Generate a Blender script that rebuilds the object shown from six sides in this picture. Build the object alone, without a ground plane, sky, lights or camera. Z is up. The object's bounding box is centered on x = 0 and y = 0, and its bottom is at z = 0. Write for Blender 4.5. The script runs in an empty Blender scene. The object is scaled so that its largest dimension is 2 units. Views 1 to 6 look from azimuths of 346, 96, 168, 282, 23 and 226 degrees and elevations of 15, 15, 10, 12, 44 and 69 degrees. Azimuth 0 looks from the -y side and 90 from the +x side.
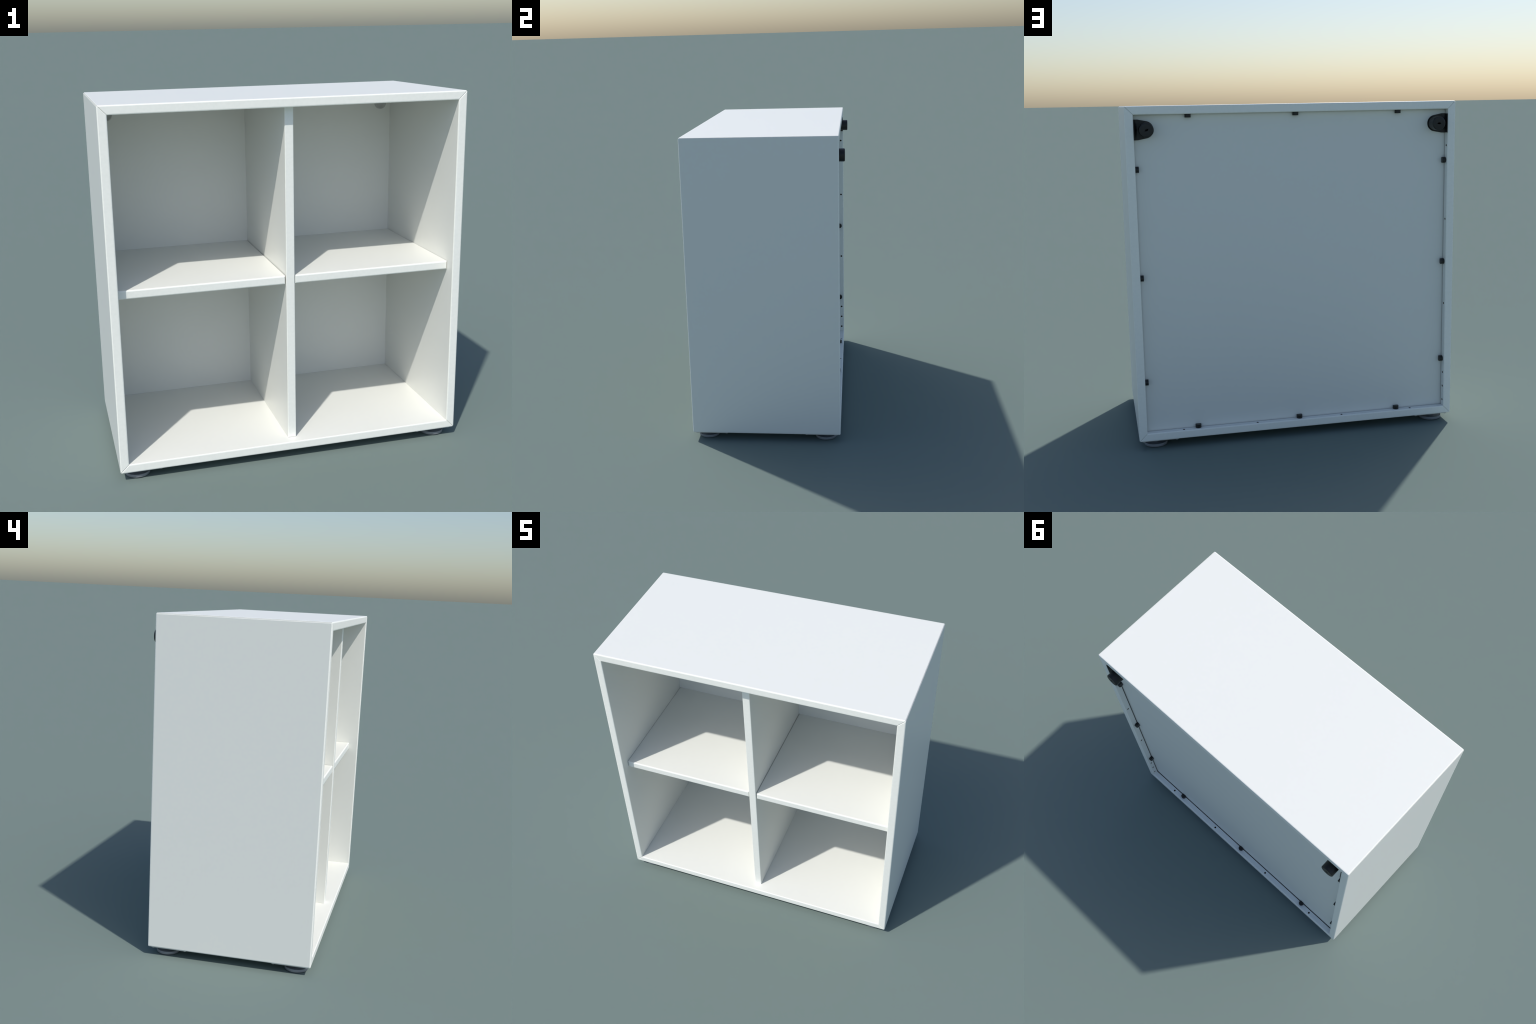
"""White open cube shelf unit (2 x 2 compartments) on four levelling feet,
with a recessed back panel, black panel clips and two black wall brackets."""
import bpy, bmesh, math
from mathutils import Matrix, Vector

# ------------------------------------------------------------------ sizes (m)
HALF_W = 0.9740            # carcass half width
Y_FRONT, Y_BACK = -0.5047, 0.4693
Z_LOW, Z_TOP = 0.0520, 2.0000
Z_MID = 0.5 * (Z_LOW + Z_TOP)
HALF_H = 0.5 * (Z_TOP - Z_LOW)
T = 0.0477                 # board thickness
CHAMFER = 0.0070           # eased board edges
IN_X = HALF_W - T          # inner faces of the carcass
IN_LOW, IN_TOP = Z_LOW + T, Z_TOP - T
PANEL_FRONT, PANEL_BACK = 0.4100, 0.4240      # recessed back panel
GROOVE_BACK = 0.4305       # rear wall of the slot the panel slides in
DIVIDER_FRONT, SHELF_FRONT = -0.4480, -0.4420
SHELF_MID = 1.0266
KNOB_X, KNOB_Z = 0.8570, 1.8685
FOOT_INSET = 0.1000        # foot axis from the side faces
FOOT_FRONT, FOOT_REAR = 0.0950, 0.0972   # and from the front and rear faces

# ------------------------------------------------------------------ materials
def new_material(name):
    m = bpy.data.materials.new(name)
    m.use_nodes = True
    nt = m.node_tree
    return m, nt, nt.nodes["Principled BSDF"]

def mottled(name, colour_a, colour_b, scale, roughness, bump=0.0, bump_scale=300.0,
            specular=0.5, stretch=(1, 1, 1)):
    """Plain surface with a faint two-tone mottle and an optional fine grain."""
    m, nt, bsdf = new_material(name)
    tc = nt.nodes.new("ShaderNodeTexCoord")
    mp = nt.nodes.new("ShaderNodeMapping")
    mp.inputs["Scale"].default_value = stretch
    nt.links.new(tc.outputs["Object"], mp.inputs["Vector"])
    nz = nt.nodes.new("ShaderNodeTexNoise")
    nz.inputs["Scale"].default_value = scale
    nz.inputs["Detail"].default_value = 4
    nt.links.new(mp.outputs["Vector"], nz.inputs["Vector"])
    cr = nt.nodes.new("ShaderNodeValToRGB")
    cr.color_ramp.elements[0].position = 0.35
    cr.color_ramp.elements[1].position = 0.65
    cr.color_ramp.elements[0].color = (*colour_a, 1)
    cr.color_ramp.elements[1].color = (*colour_b, 1)
    nt.links.new(nz.outputs["Fac"], cr.inputs["Fac"])
    nt.links.new(cr.outputs["Color"], bsdf.inputs["Base Color"])
    bsdf.inputs["Roughness"].default_value = roughness
    bsdf.inputs["Specular IOR Level"].default_value = specular
    if bump > 0:
        nb = nt.nodes.new("ShaderNodeTexNoise")
        nb.inputs["Scale"].default_value = bump_scale
        nt.links.new(tc.outputs["Object"], nb.inputs["Vector"])
        bp = nt.nodes.new("ShaderNodeBump")
        bp.inputs["Strength"].default_value = bump
        bp.inputs["Distance"].default_value = 0.0006
        nt.links.new(nb.outputs["Fac"], bp.inputs["Height"])
        nt.links.new(bp.outputs["Normal"], bsdf.inputs["Normal"])
    return m

WHITE = mottled("white_foil", (0.833, 0.843, 0.799), (0.837, 0.847, 0.802), 40, 0.42,
                bump=0.03, bump_scale=420, specular=0.5)
EDGE_BAND = mottled("white_edge_band", (0.945, 0.954, 0.896), (0.975, 0.980, 0.922), 70, 0.45,
                    bump=0.05, bump_scale=300, specular=0.5)
PANEL_WHITE = mottled("white_back_panel", (0.833, 0.844, 0.805), (0.837, 0.848, 0.809), 40, 0.5,
                      bump=0.03, bump_scale=300, specular=0.5)
RAW = mottled("raw_fibreboard", (0.075, 0.048, 0.026), (0.11, 0.072, 0.040), 160, 0.9, specular=0.1)
BLACK = mottled("black_plastic", (0.0075, 0.0085, 0.0085), (0.0105, 0.0115, 0.0115), 60, 0.42,
                bump=0.12, bump_scale=700)
FOOT_GREY = mottled("grey_foot_plastic", (0.225, 0.240, 0.260), (0.240, 0.255, 0.275), 40, 0.5)
CAP_GREY = mottled("grey_cap_plastic", (0.50, 0.51, 0.50), (0.53, 0.54, 0.53), 40, 0.35)
STEEL = mottled("zinc_plated_steel", (0.50, 0.50, 0.49), (0.56, 0.56, 0.55), 50, 0.45)

# ------------------------------------------------------------------ helpers
def add(name, mesh, parent, loc=(0, 0, 0), rot=(0, 0, 0)):
    ob = bpy.data.objects.new(name, mesh)
    bpy.context.scene.collection.objects.link(ob)
    ob.parent = parent
    ob.location = loc
    ob.rotation_euler = rot
    return ob

def finish(bm, name, *mats, smooth_angle=None):
    bmesh.ops.recalc_face_normals(bm, faces=bm.faces)
    me = bpy.data.meshes.new(name)
    bm.to_mesh(me)
    bm.free()
    for m in mats:
        me.materials.append(m)
    if smooth_angle is not None:
        for p in me.polygons:
            p.use_smooth = True
        me.set_sharp_from_angle(angle=math.radians(smooth_angle))
    return me

def prism(bm, outline, lo, hi, axis="Y", mat=0):
    """Extrude a closed 2D outline between lo and hi along an axis."""
    def v3(p, t):
        return {"Y": (p[0], t, p[1]), "Z": (p[0], p[1], t), "X": (t, p[0], p[1])}[axis]
    a = [bm.verts.new(v3(p, lo)) for p in outline]
    b = [bm.verts.new(v3(p, hi)) for p in outline]
    fs = [bm.faces.new(a), bm.faces.new(list(reversed(b)))]
    n = len(outline)
    for i in range(n):
        fs.append(bm.faces.new((a[i], b[i], b[(i + 1) % n], a[(i + 1) % n])))
    for f in fs:
        f.material_index = mat
    return a, b

def revolve(bm, profile, segments=48, axis="Z", mat=0):
    """Surface of revolution; profile is a list of (radius, height)."""
    rings = []
    for r, h in profile:
        if r < 1e-7:
            rings.append([bm.verts.new((0, 0, h) if axis == "Z" else (0, h, 0))])
        else:
            ring = []
            for i in range(segments):
                a = 2 * math.pi * i / segments
                c, s = r * math.cos(a), r * math.sin(a)
                ring.append(bm.verts.new((c, s, h) if axis == "Z" else (c, h, s)))
            rings.append(ring)
    for p, q in zip(rings, rings[1:]):
        for i in range(segments):
            j = (i + 1) % segments
            if len(p) == 1:
                f = bm.faces.new((p[0], q[i], q[j]))
            elif len(q) == 1:
                f = bm.faces.new((p[i], q[0], p[j]))
            else:
                f = bm.faces.new((p[i], q[i], q[j], p[j]))
            f.material_index = mat

def apply_modifiers(ob):
    dg = bpy.context.evaluated_depsgraph_get()
    me = bpy.data.meshes.new_from_object(ob.evaluated_get(dg))
    old = ob.data
    ob.modifiers.clear()
    ob.data = me
    bpy.data.meshes.remove(old)

def weighted_bevel(ob, rule, width=CHAMFER, segments=2):
    """Bevel the edges whose weight, given by rule(edge vertices), is above zero."""
    me = ob.data
    att = me.attributes.new("bevel_weight_edge", "FLOAT", "EDGE")
    for e in me.edges:
        p, q = (me.vertices[i].co for i in e.vertices)
        att.data[e.index].value = rule(p, q)
    md = ob.modifiers.new("ease", "BEVEL")
    md.limit_method = "WEIGHT"
    md.width = width
    md.segments = segments
    md.offset_type = "OFFSET"
    md.use_clamp_overlap = True

def band_edges(ob, slot):
    """Give the front and rear edge strips, eased edges included, the edge-band material."""
    for p in ob.data.polygons:
        if abs(p.normal.y) > 0.25:
            p.material_index = slot

def drill(ob, holes):
    """Bore blind pilot holes; holes are (centre, axis, radius, depth) in the part's own frame."""
    bm = bmesh.new()
    for centre, axis, radius, depth in holes:
        r = bmesh.ops.create_cone(bm, cap_ends=True, segments=20, radius1=radius, radius2=radius,
                                  depth=2 * depth)
        rot = Vector(axis).to_track_quat("Z", "Y").to_matrix().to_4x4()
        bmesh.ops.transform(bm, matrix=Matrix.Translation(centre) @ rot, verts=r["verts"])
    # slot for the back panel along the whole inner face
    r = bmesh.ops.create_cube(bm, size=1.0)
    bmesh.ops.scale(bm, vec=(2.2, GROOVE_BACK - PANEL_FRONT - 0.001, 0.044), verts=r["verts"])
    bmesh.ops.translate(bm, vec=(0, 0.5 * (GROOVE_BACK + PANEL_FRONT + 0.001), -T), verts=r["verts"])
    for f in bm.faces:
        f.material_index = 1
    me = finish(bm, "drill_bits", ob.data.materials[0], RAW)
    tool = bpy.data.objects.new("drill_bits", me)
    bpy.context.scene.collection.objects.link(tool)
    tool.parent = ob.parent
    tool.matrix_local = ob.matrix_local.copy()
    md = ob.modifiers.new("bore", "BOOLEAN")
    md.object = tool
    md.operation = "DIFFERENCE"
    md.solver = "EXACT"
    bpy.context.view_layer.update()
    apply_modifiers(ob)
    bpy.data.objects.remove(tool)
    bpy.data.meshes.remove(me)

# ------------------------------------------------------------------ the thing
unit = bpy.data.objects.new("cube_shelf_unit", None)
bpy.context.scene.collection.objects.link(unit)
unit["label"] = "white open shelf unit with four square compartments"
unit["category"] = "shelf unit"

# ---- carcass: four boards with mitred ends, built flat with the outer face up
def mitred_board(name, half_length, holes):
    gap = 0.0003
    L, Li = half_length - gap, half_length - T - gap
    bm = bmesh.new()
    prism(bm, [(-L, 0), (L, 0), (Li, -T), (-Li, -T)], Y_FRONT, Y_BACK, "Y")
    me = finish(bm, name, WHITE, RAW, EDGE_BAND)
    ob = add(name, me, unit)

    def rule(p, q):
        along_x = abs(p.x - q.x) > half_length
        along_y = abs(p.y - q.y) > 0.5
        outer = p.z > -1e-4 and q.z > -1e-4
        if along_x:
            return 0.86                       # long front and back edges
        if along_y:
            return 1.0 if outer else 0.0      # sharp outer mitre edge
        return 0.45                           # V groove along the mitre
    weighted_bevel(ob, rule)
    bpy.context.view_layer.update()
    apply_modifiers(ob)
    band_edges(ob, 2)
    drill(ob, holes)
    return ob

HOLE_Y, HOLE_R, HOLE_D = 0.4495, 0.0070, 0.020
def pilot_holes(offsets):
    return [((o, HOLE_Y, -T), (0, 0, 1), HOLE_R, HOLE_D) for o in offsets]

PITCH = (0.2640, 0.7100)
rail = [s * o for o in PITCH for s in (-1, 1)]
stile = rail + [s * o for o in (0.7995, 0.8890) for s in (-1, 1)]

top = mitred_board("top_panel", HALF_W, pilot_holes(rail))
top.location = (0, 0, Z_TOP)
bottom = mitred_board("bottom_panel", HALF_W, pilot_holes(rail))
bottom.rotation_euler = (0, math.pi, 0)
bottom.location = (0, 0, Z_LOW)
side = mitred_board("side_panel", HALF_H, pilot_holes(stile))
side.rotation_euler = (0, math.pi / 2, 0)
side.location = (HALF_W, 0, Z_MID)
side_b = side.copy()
bpy.context.scene.collection.objects.link(side_b)
side_b.rotation_euler = (0, -math.pi / 2, 0)
side_b.location = (-HALF_W, 0, Z_MID)

# ---- divider and the two shelves
def eased_board(name, size, width):
    bm = bmesh.new()
    sx, sy, sz = (0.5 * s for s in size)
    prism(bm, [(-sx, -sz), (sx, -sz), (sx, sz), (-sx, sz)], -sy, sy, "Y")
    me = finish(bm, name, WHITE, EDGE_BAND)
    ob = add(name, me, unit)
    weighted_bevel(ob, lambda p, q: 1.0 if p.y < 0 and q.y < 0 else 0.0, width)
    bpy.context.view_layer.update()
    apply_modifiers(ob)
    band_edges(ob, 1)
    return ob

depth = PANEL_FRONT + 0.0009 - DIVIDER_FRONT
divider = eased_board("divider", (0.0470, depth, IN_TOP - IN_LOW - 0.0016), 0.0035)
divider.location = (0.0005, DIVIDER_FRONT + depth / 2, 0.5 * (IN_LOW + IN_TOP))

depth = PANEL_FRONT + 0.0009 - SHELF_FRONT
x0, x1 = T / 2 + 0.0036, IN_X - 0.0022
shelf = eased_board("shelf", (x1 - x0, depth, 0.0470), 0.0064)
shelf.location = (0.5 * (x0 + x1), SHELF_FRONT + depth / 2, SHELF_MID)
shelf_b = shelf.copy()
bpy.context.scene.collection.objects.link(shelf_b)
shelf_b.location.x = -shelf.location.x

# ---- back panel: thin sheet that runs into the slots of the four boards
bm = bmesh.new()
hw, hh = IN_X + 0.0105, 0.5 * (IN_TOP - IN_LOW) + 0.0105
prism(bm, [(-hw, -hh), (hw, -hh), (hw, hh), (-hw, hh)], PANEL_FRONT + 0.0015, PANEL_BACK, "Y")
panel = add("back_panel", finish(bm, "back_panel", PANEL_WHITE), unit, (0, 0, 0.5 * (IN_LOW + IN_TOP)))

# ---- clips that hold the back panel: half discs whose axis is square to the board
bm = bmesh.new()
CLIP_R, CLIP_H = 0.0176, 0.0205
CLIP_Y = 0.4365                                   # disc axis; the disc is cut flat at the panel
cut = math.asin((CLIP_Y - PANEL_BACK - 0.0004) / CLIP_R)
arc = [(CLIP_R * math.cos(a), CLIP_R * math.sin(a))
       for a in (-cut + (math.pi + 2 * cut) * i / 28 for i in range(29))]
prism(bm, arc, 0.0004, CLIP_H, "Z")
bmesh.ops.bevel(bm, geom=[e for e in bm.edges if all(v.co.z > 0.01 for v in e.verts)],
                offset=0.0018, segments=2, affect="EDGES")
clip_mesh = finish(bm, "back_panel_clip", BLACK, smooth_angle=40)
CLIP_PITCH = 0.6217
spots = []
for o in (-CLIP_PITCH, 0.0, CLIP_PITCH):
    spots += [((o, CLIP_Y, IN_LOW), 0.0), ((o, CLIP_Y, IN_TOP), math.pi),
              ((-IN_X, CLIP_Y, Z_MID + o), math.pi / 2), ((IN_X, CLIP_Y, Z_MID + o), -math.pi / 2)]
for loc, turn in spots:
    add("back_panel_clip", clip_mesh, unit, loc, (0, turn, 0))

# ---- wall brackets: tapered plate with round nose, ramp up to the side board, height knob
NOSE_R, NOSE_X, WALL = 0.0485, 0.0050, IN_X - KNOB_X - 0.0004
def bracket_outline():
    pts = [(WALL, -0.0574), (WALL, 0.0574), (WALL - 0.0245, 0.0570)]
    # straight flanks run tangent into the round nose
    dx, dz = WALL - 0.0245 - NOSE_X, 0.0570
    a0 = math.atan2(dz, dx) + math.acos(NOSE_R / math.hypot(dx, dz))
    for i in range(33):
        a = a0 + (2 * math.pi - 2 * a0) * i / 32
        pts.append((NOSE_X + NOSE_R * math.cos(a), NOSE_R * math.sin(a)))
    pts.append((WALL - 0.0245, -0.0570))
    return pts

def bracket_mesh(mirror):
    bm = bmesh.new()
    y0, y1 = PANEL_BACK + 0.0004, PANEL_BACK + 0.0070
    a, b = prism(bm, bracket_outline(), y0, y1, "Y")
    rim = [e for e in bm.edges if e.verts[0] in b and e.verts[1] in b]
    bmesh.ops.bevel(bm, geom=rim, offset=0.0016, segments=2, affect="EDGES")
    # flange on the side board with a concave fillet down to the plate
    fr, ft, top = 0.0205, 0.0040, Y_BACK - 0.0018
    ramp = [(WALL, y0 + 0.004), (WALL, top), (WALL - ft, top)]
    for i in range(13):
        a = math.pi / 2 * i / 12
        ramp.append((WALL - ft - fr + fr * math.cos(a), y1 - 0.0006 + fr - fr * math.sin(a)))
    ramp.append((WALL - ft - fr, y0 + 0.004))
    prism(bm, ramp, -0.0562, 0.0562, "Z")
    if mirror:
        bmesh.ops.scale(bm, vec=(-1, 1, 1), verts=bm.verts)
    return finish(bm, "wall_bracket", BLACK, smooth_angle=35)

# knob: round drum with a rounded rim and a diamond-shaped driver socket
KNOB_R, KNOB_END = 0.0402, -Y_FRONT
def knob_mesh():
    bm = bmesh.new()
    y0, rim = PANEL_BACK + 0.0068, 0.0065
    prof = [(0, y0), (KNOB_R - 0.0035, y0), (KNOB_R - 0.0030, y0 + 0.0035), (KNOB_R, y0 + 0.0060)]
    for i in range(9):
        a = math.pi / 2 * i / 8
        prof.append((KNOB_R - rim + rim * math.cos(a), KNOB_END - rim + rim * math.sin(a)))
    prof.append((0, KNOB_END))
    revolve(bm, prof, 64, "Y")
    return finish(bm, "height_knob", BLACK, smooth_angle=35)

def socket_cutter(turn):
    bm = bmesh.new()
    prism(bm, [(-0.0132, 0), (-0.0045, -0.0048), (0, -0.0060), (0.0045, -0.0048),
               (0.0132, 0), (0.0045, 0.0048), (0, 0.0060), (-0.0045, 0.0048)],
          KNOB_END - 0.045, KNOB_END + 0.01, "Y")
    bmesh.ops.rotate(bm, verts=bm.verts, cent=(0, 0, 0), matrix=Matrix.Rotation(turn, 3, "Y"))
    return bm

def screw_hole_cutter(sx):
    """Slanted round hole through the fillet of the bracket."""
    bm = bmesh.new()
    r = bmesh.ops.create_cone(bm, cap_ends=True, segments=20, radius1=0.0072, radius2=0.0072, depth=0.021)
    rot = Vector((-0.5 * sx, 1.0, 0)).to_track_quat("Z", "Y").to_matrix().to_4x4()
    bmesh.ops.transform(bm, matrix=Matrix.Translation((sx * (WALL - 0.0172), PANEL_BACK + 0.0140, 0)) @ rot,
                        verts=r["verts"])
    return bm

def cut(ob, bm):
    me = finish(bm, "cutter", BLACK)
    tool = bpy.data.objects.new("cutter", me)
    bpy.context.scene.collection.objects.link(tool)
    md = ob.modifiers.new("cut", "BOOLEAN")
    md.object, md.operation, md.solver = tool, "DIFFERENCE", "EXACT"
    md.use_self = True
    bpy.context.view_layer.update()
    apply_modifiers(ob)
    bpy.data.objects.remove(tool)
    bpy.data.meshes.remove(me)
    for p in ob.data.polygons:
        p.use_smooth = True
    ob.data.set_sharp_from_angle(angle=math.radians(35))

for sx, turn in ((1, math.radians(28)), (-1, 0.0)):
    bracket = add("wall_bracket", bracket_mesh(sx < 0), unit)
    knob = add("height_knob", knob_mesh(), None)
    cut(knob, socket_cutter(turn))
    cut(bracket, screw_hole_cutter(sx))
    bracket.location = (sx * KNOB_X, 0, KNOB_Z)
    knob.parent = bracket

# ---- dished caps on the inside of the back panel, behind the knobs
bm = bmesh.new()
CAP_R = 0.0360
revolve(bm, [(0, 0.0), (CAP_R, 0.0), (CAP_R - 0.0005, -0.0120), (CAP_R - 0.0016, -0.0142), (CAP_R - 0.0034, -0.0150),
             (CAP_R - 0.0058, -0.0140), (CAP_R * 0.6, -0.0118), (CAP_R * 0.3, -0.0104), (0, -0.0100)], 56, "Y")
cap_mesh = finish(bm, "plug_cap", CAP_GREY, smooth_angle=50)
for sx in (1, -1):
    add("plug_cap", cap_mesh, unit, (sx * KNOB_X, PANEL_FRONT + 0.0012, KNOB_Z))

# ---- feet: corner plate with three pins, threaded stem and round pad
bm = bmesh.new()
revolve(bm, [(0, 0), (0.0625, 0), (0.0668, 0.0014), (0.0690, 0.0042), (0.0698, 0.0085), (0.0698, 0.0180),
             (0.0692, 0.0194), (0.0675, 0.0200), (0.0655, 0.0192), (0.0630, 0.0165), (0.0250, 0.0160), (0.0, 0.0160)], 72)
pad_mesh = finish(bm, "foot", FOOT_GREY, smooth_angle=40)
bm = bmesh.new()
revolve(bm, [(0, 0.0155), (0.0180, 0.0155), (0.0180, 0.0300), (0.0140, 0.0310), (0.0140, 0.0440),
             (0.0260, 0.0450), (0.0260, Z_LOW - 0.0042), (0, Z_LOW - 0.0042)], 32)
stem_mesh = finish(bm, "foot_stem", FOOT_GREY, smooth_angle=40)

PIN_EDGE, PIN_ARM = 0.0265, 0.1945       # pin inset from the board edges, spacing along them
def plate_mesh():
    """Rounded triangular plate; +x and +y point to the outer corner, origin at the foot axis."""
    bm = bmesh.new()
    c = FOOT_INSET - PIN_EDGE
    pins = [(c, c), (c - PIN_ARM, c), (c, c - PIN_ARM)]
    pts = []
    for (px, py), a0, sweep in ((pins[0], 0, 90), (pins[1], 90, 135), (pins[2], 225, 135)):
        for i in range(9):
            a = math.radians(a0 + sweep * i / 8)
            pts.append((px + 0.016 * math.cos(a), py + 0.016 * math.sin(a)))
    prism(bm, pts, Z_LOW - 0.0045, Z_LOW - 0.0004, "Z")
    return finish(bm, "foot_plate", STEEL), pins

p_mesh, pins = plate_mesh()
bm = bmesh.new()
revolve(bm, [(0, -0.0080), (0.0055, -0.0075), (0.0088, -0.0055), (0.0095, -0.0035), (0.0095, 0.0), (0, 0)], 24)
pin_mesh = finish(bm, "plate_pin", CAP_GREY, smooth_angle=50)

for sx in (1, -1):
    for back in (True, False):
        x = sx * (HALF_W - FOOT_INSET)
        y = Y_BACK - FOOT_REAR if back else Y_FRONT + FOOT_FRONT
        foot = add("foot", pad_mesh, unit, (x, y, 0))
        add("foot_stem", stem_mesh, foot)
        sy = 1 if back else -1
        turn = {(1, 1): 0, (-1, 1): math.pi / 2, (-1, -1): math.pi, (1, -1): -math.pi / 2}[(sx, sy)]
        shift = sy * ((FOOT_REAR if back else FOOT_FRONT) - FOOT_INSET)   # plate is set out from the corner
        add("foot_plate", p_mesh, foot, (0, shift, 0), (0, 0, turn))
        for px, py in pins:
            add("plate_pin", pin_mesh, foot, (sx * px, sy * py + shift, Z_LOW - 0.0042))
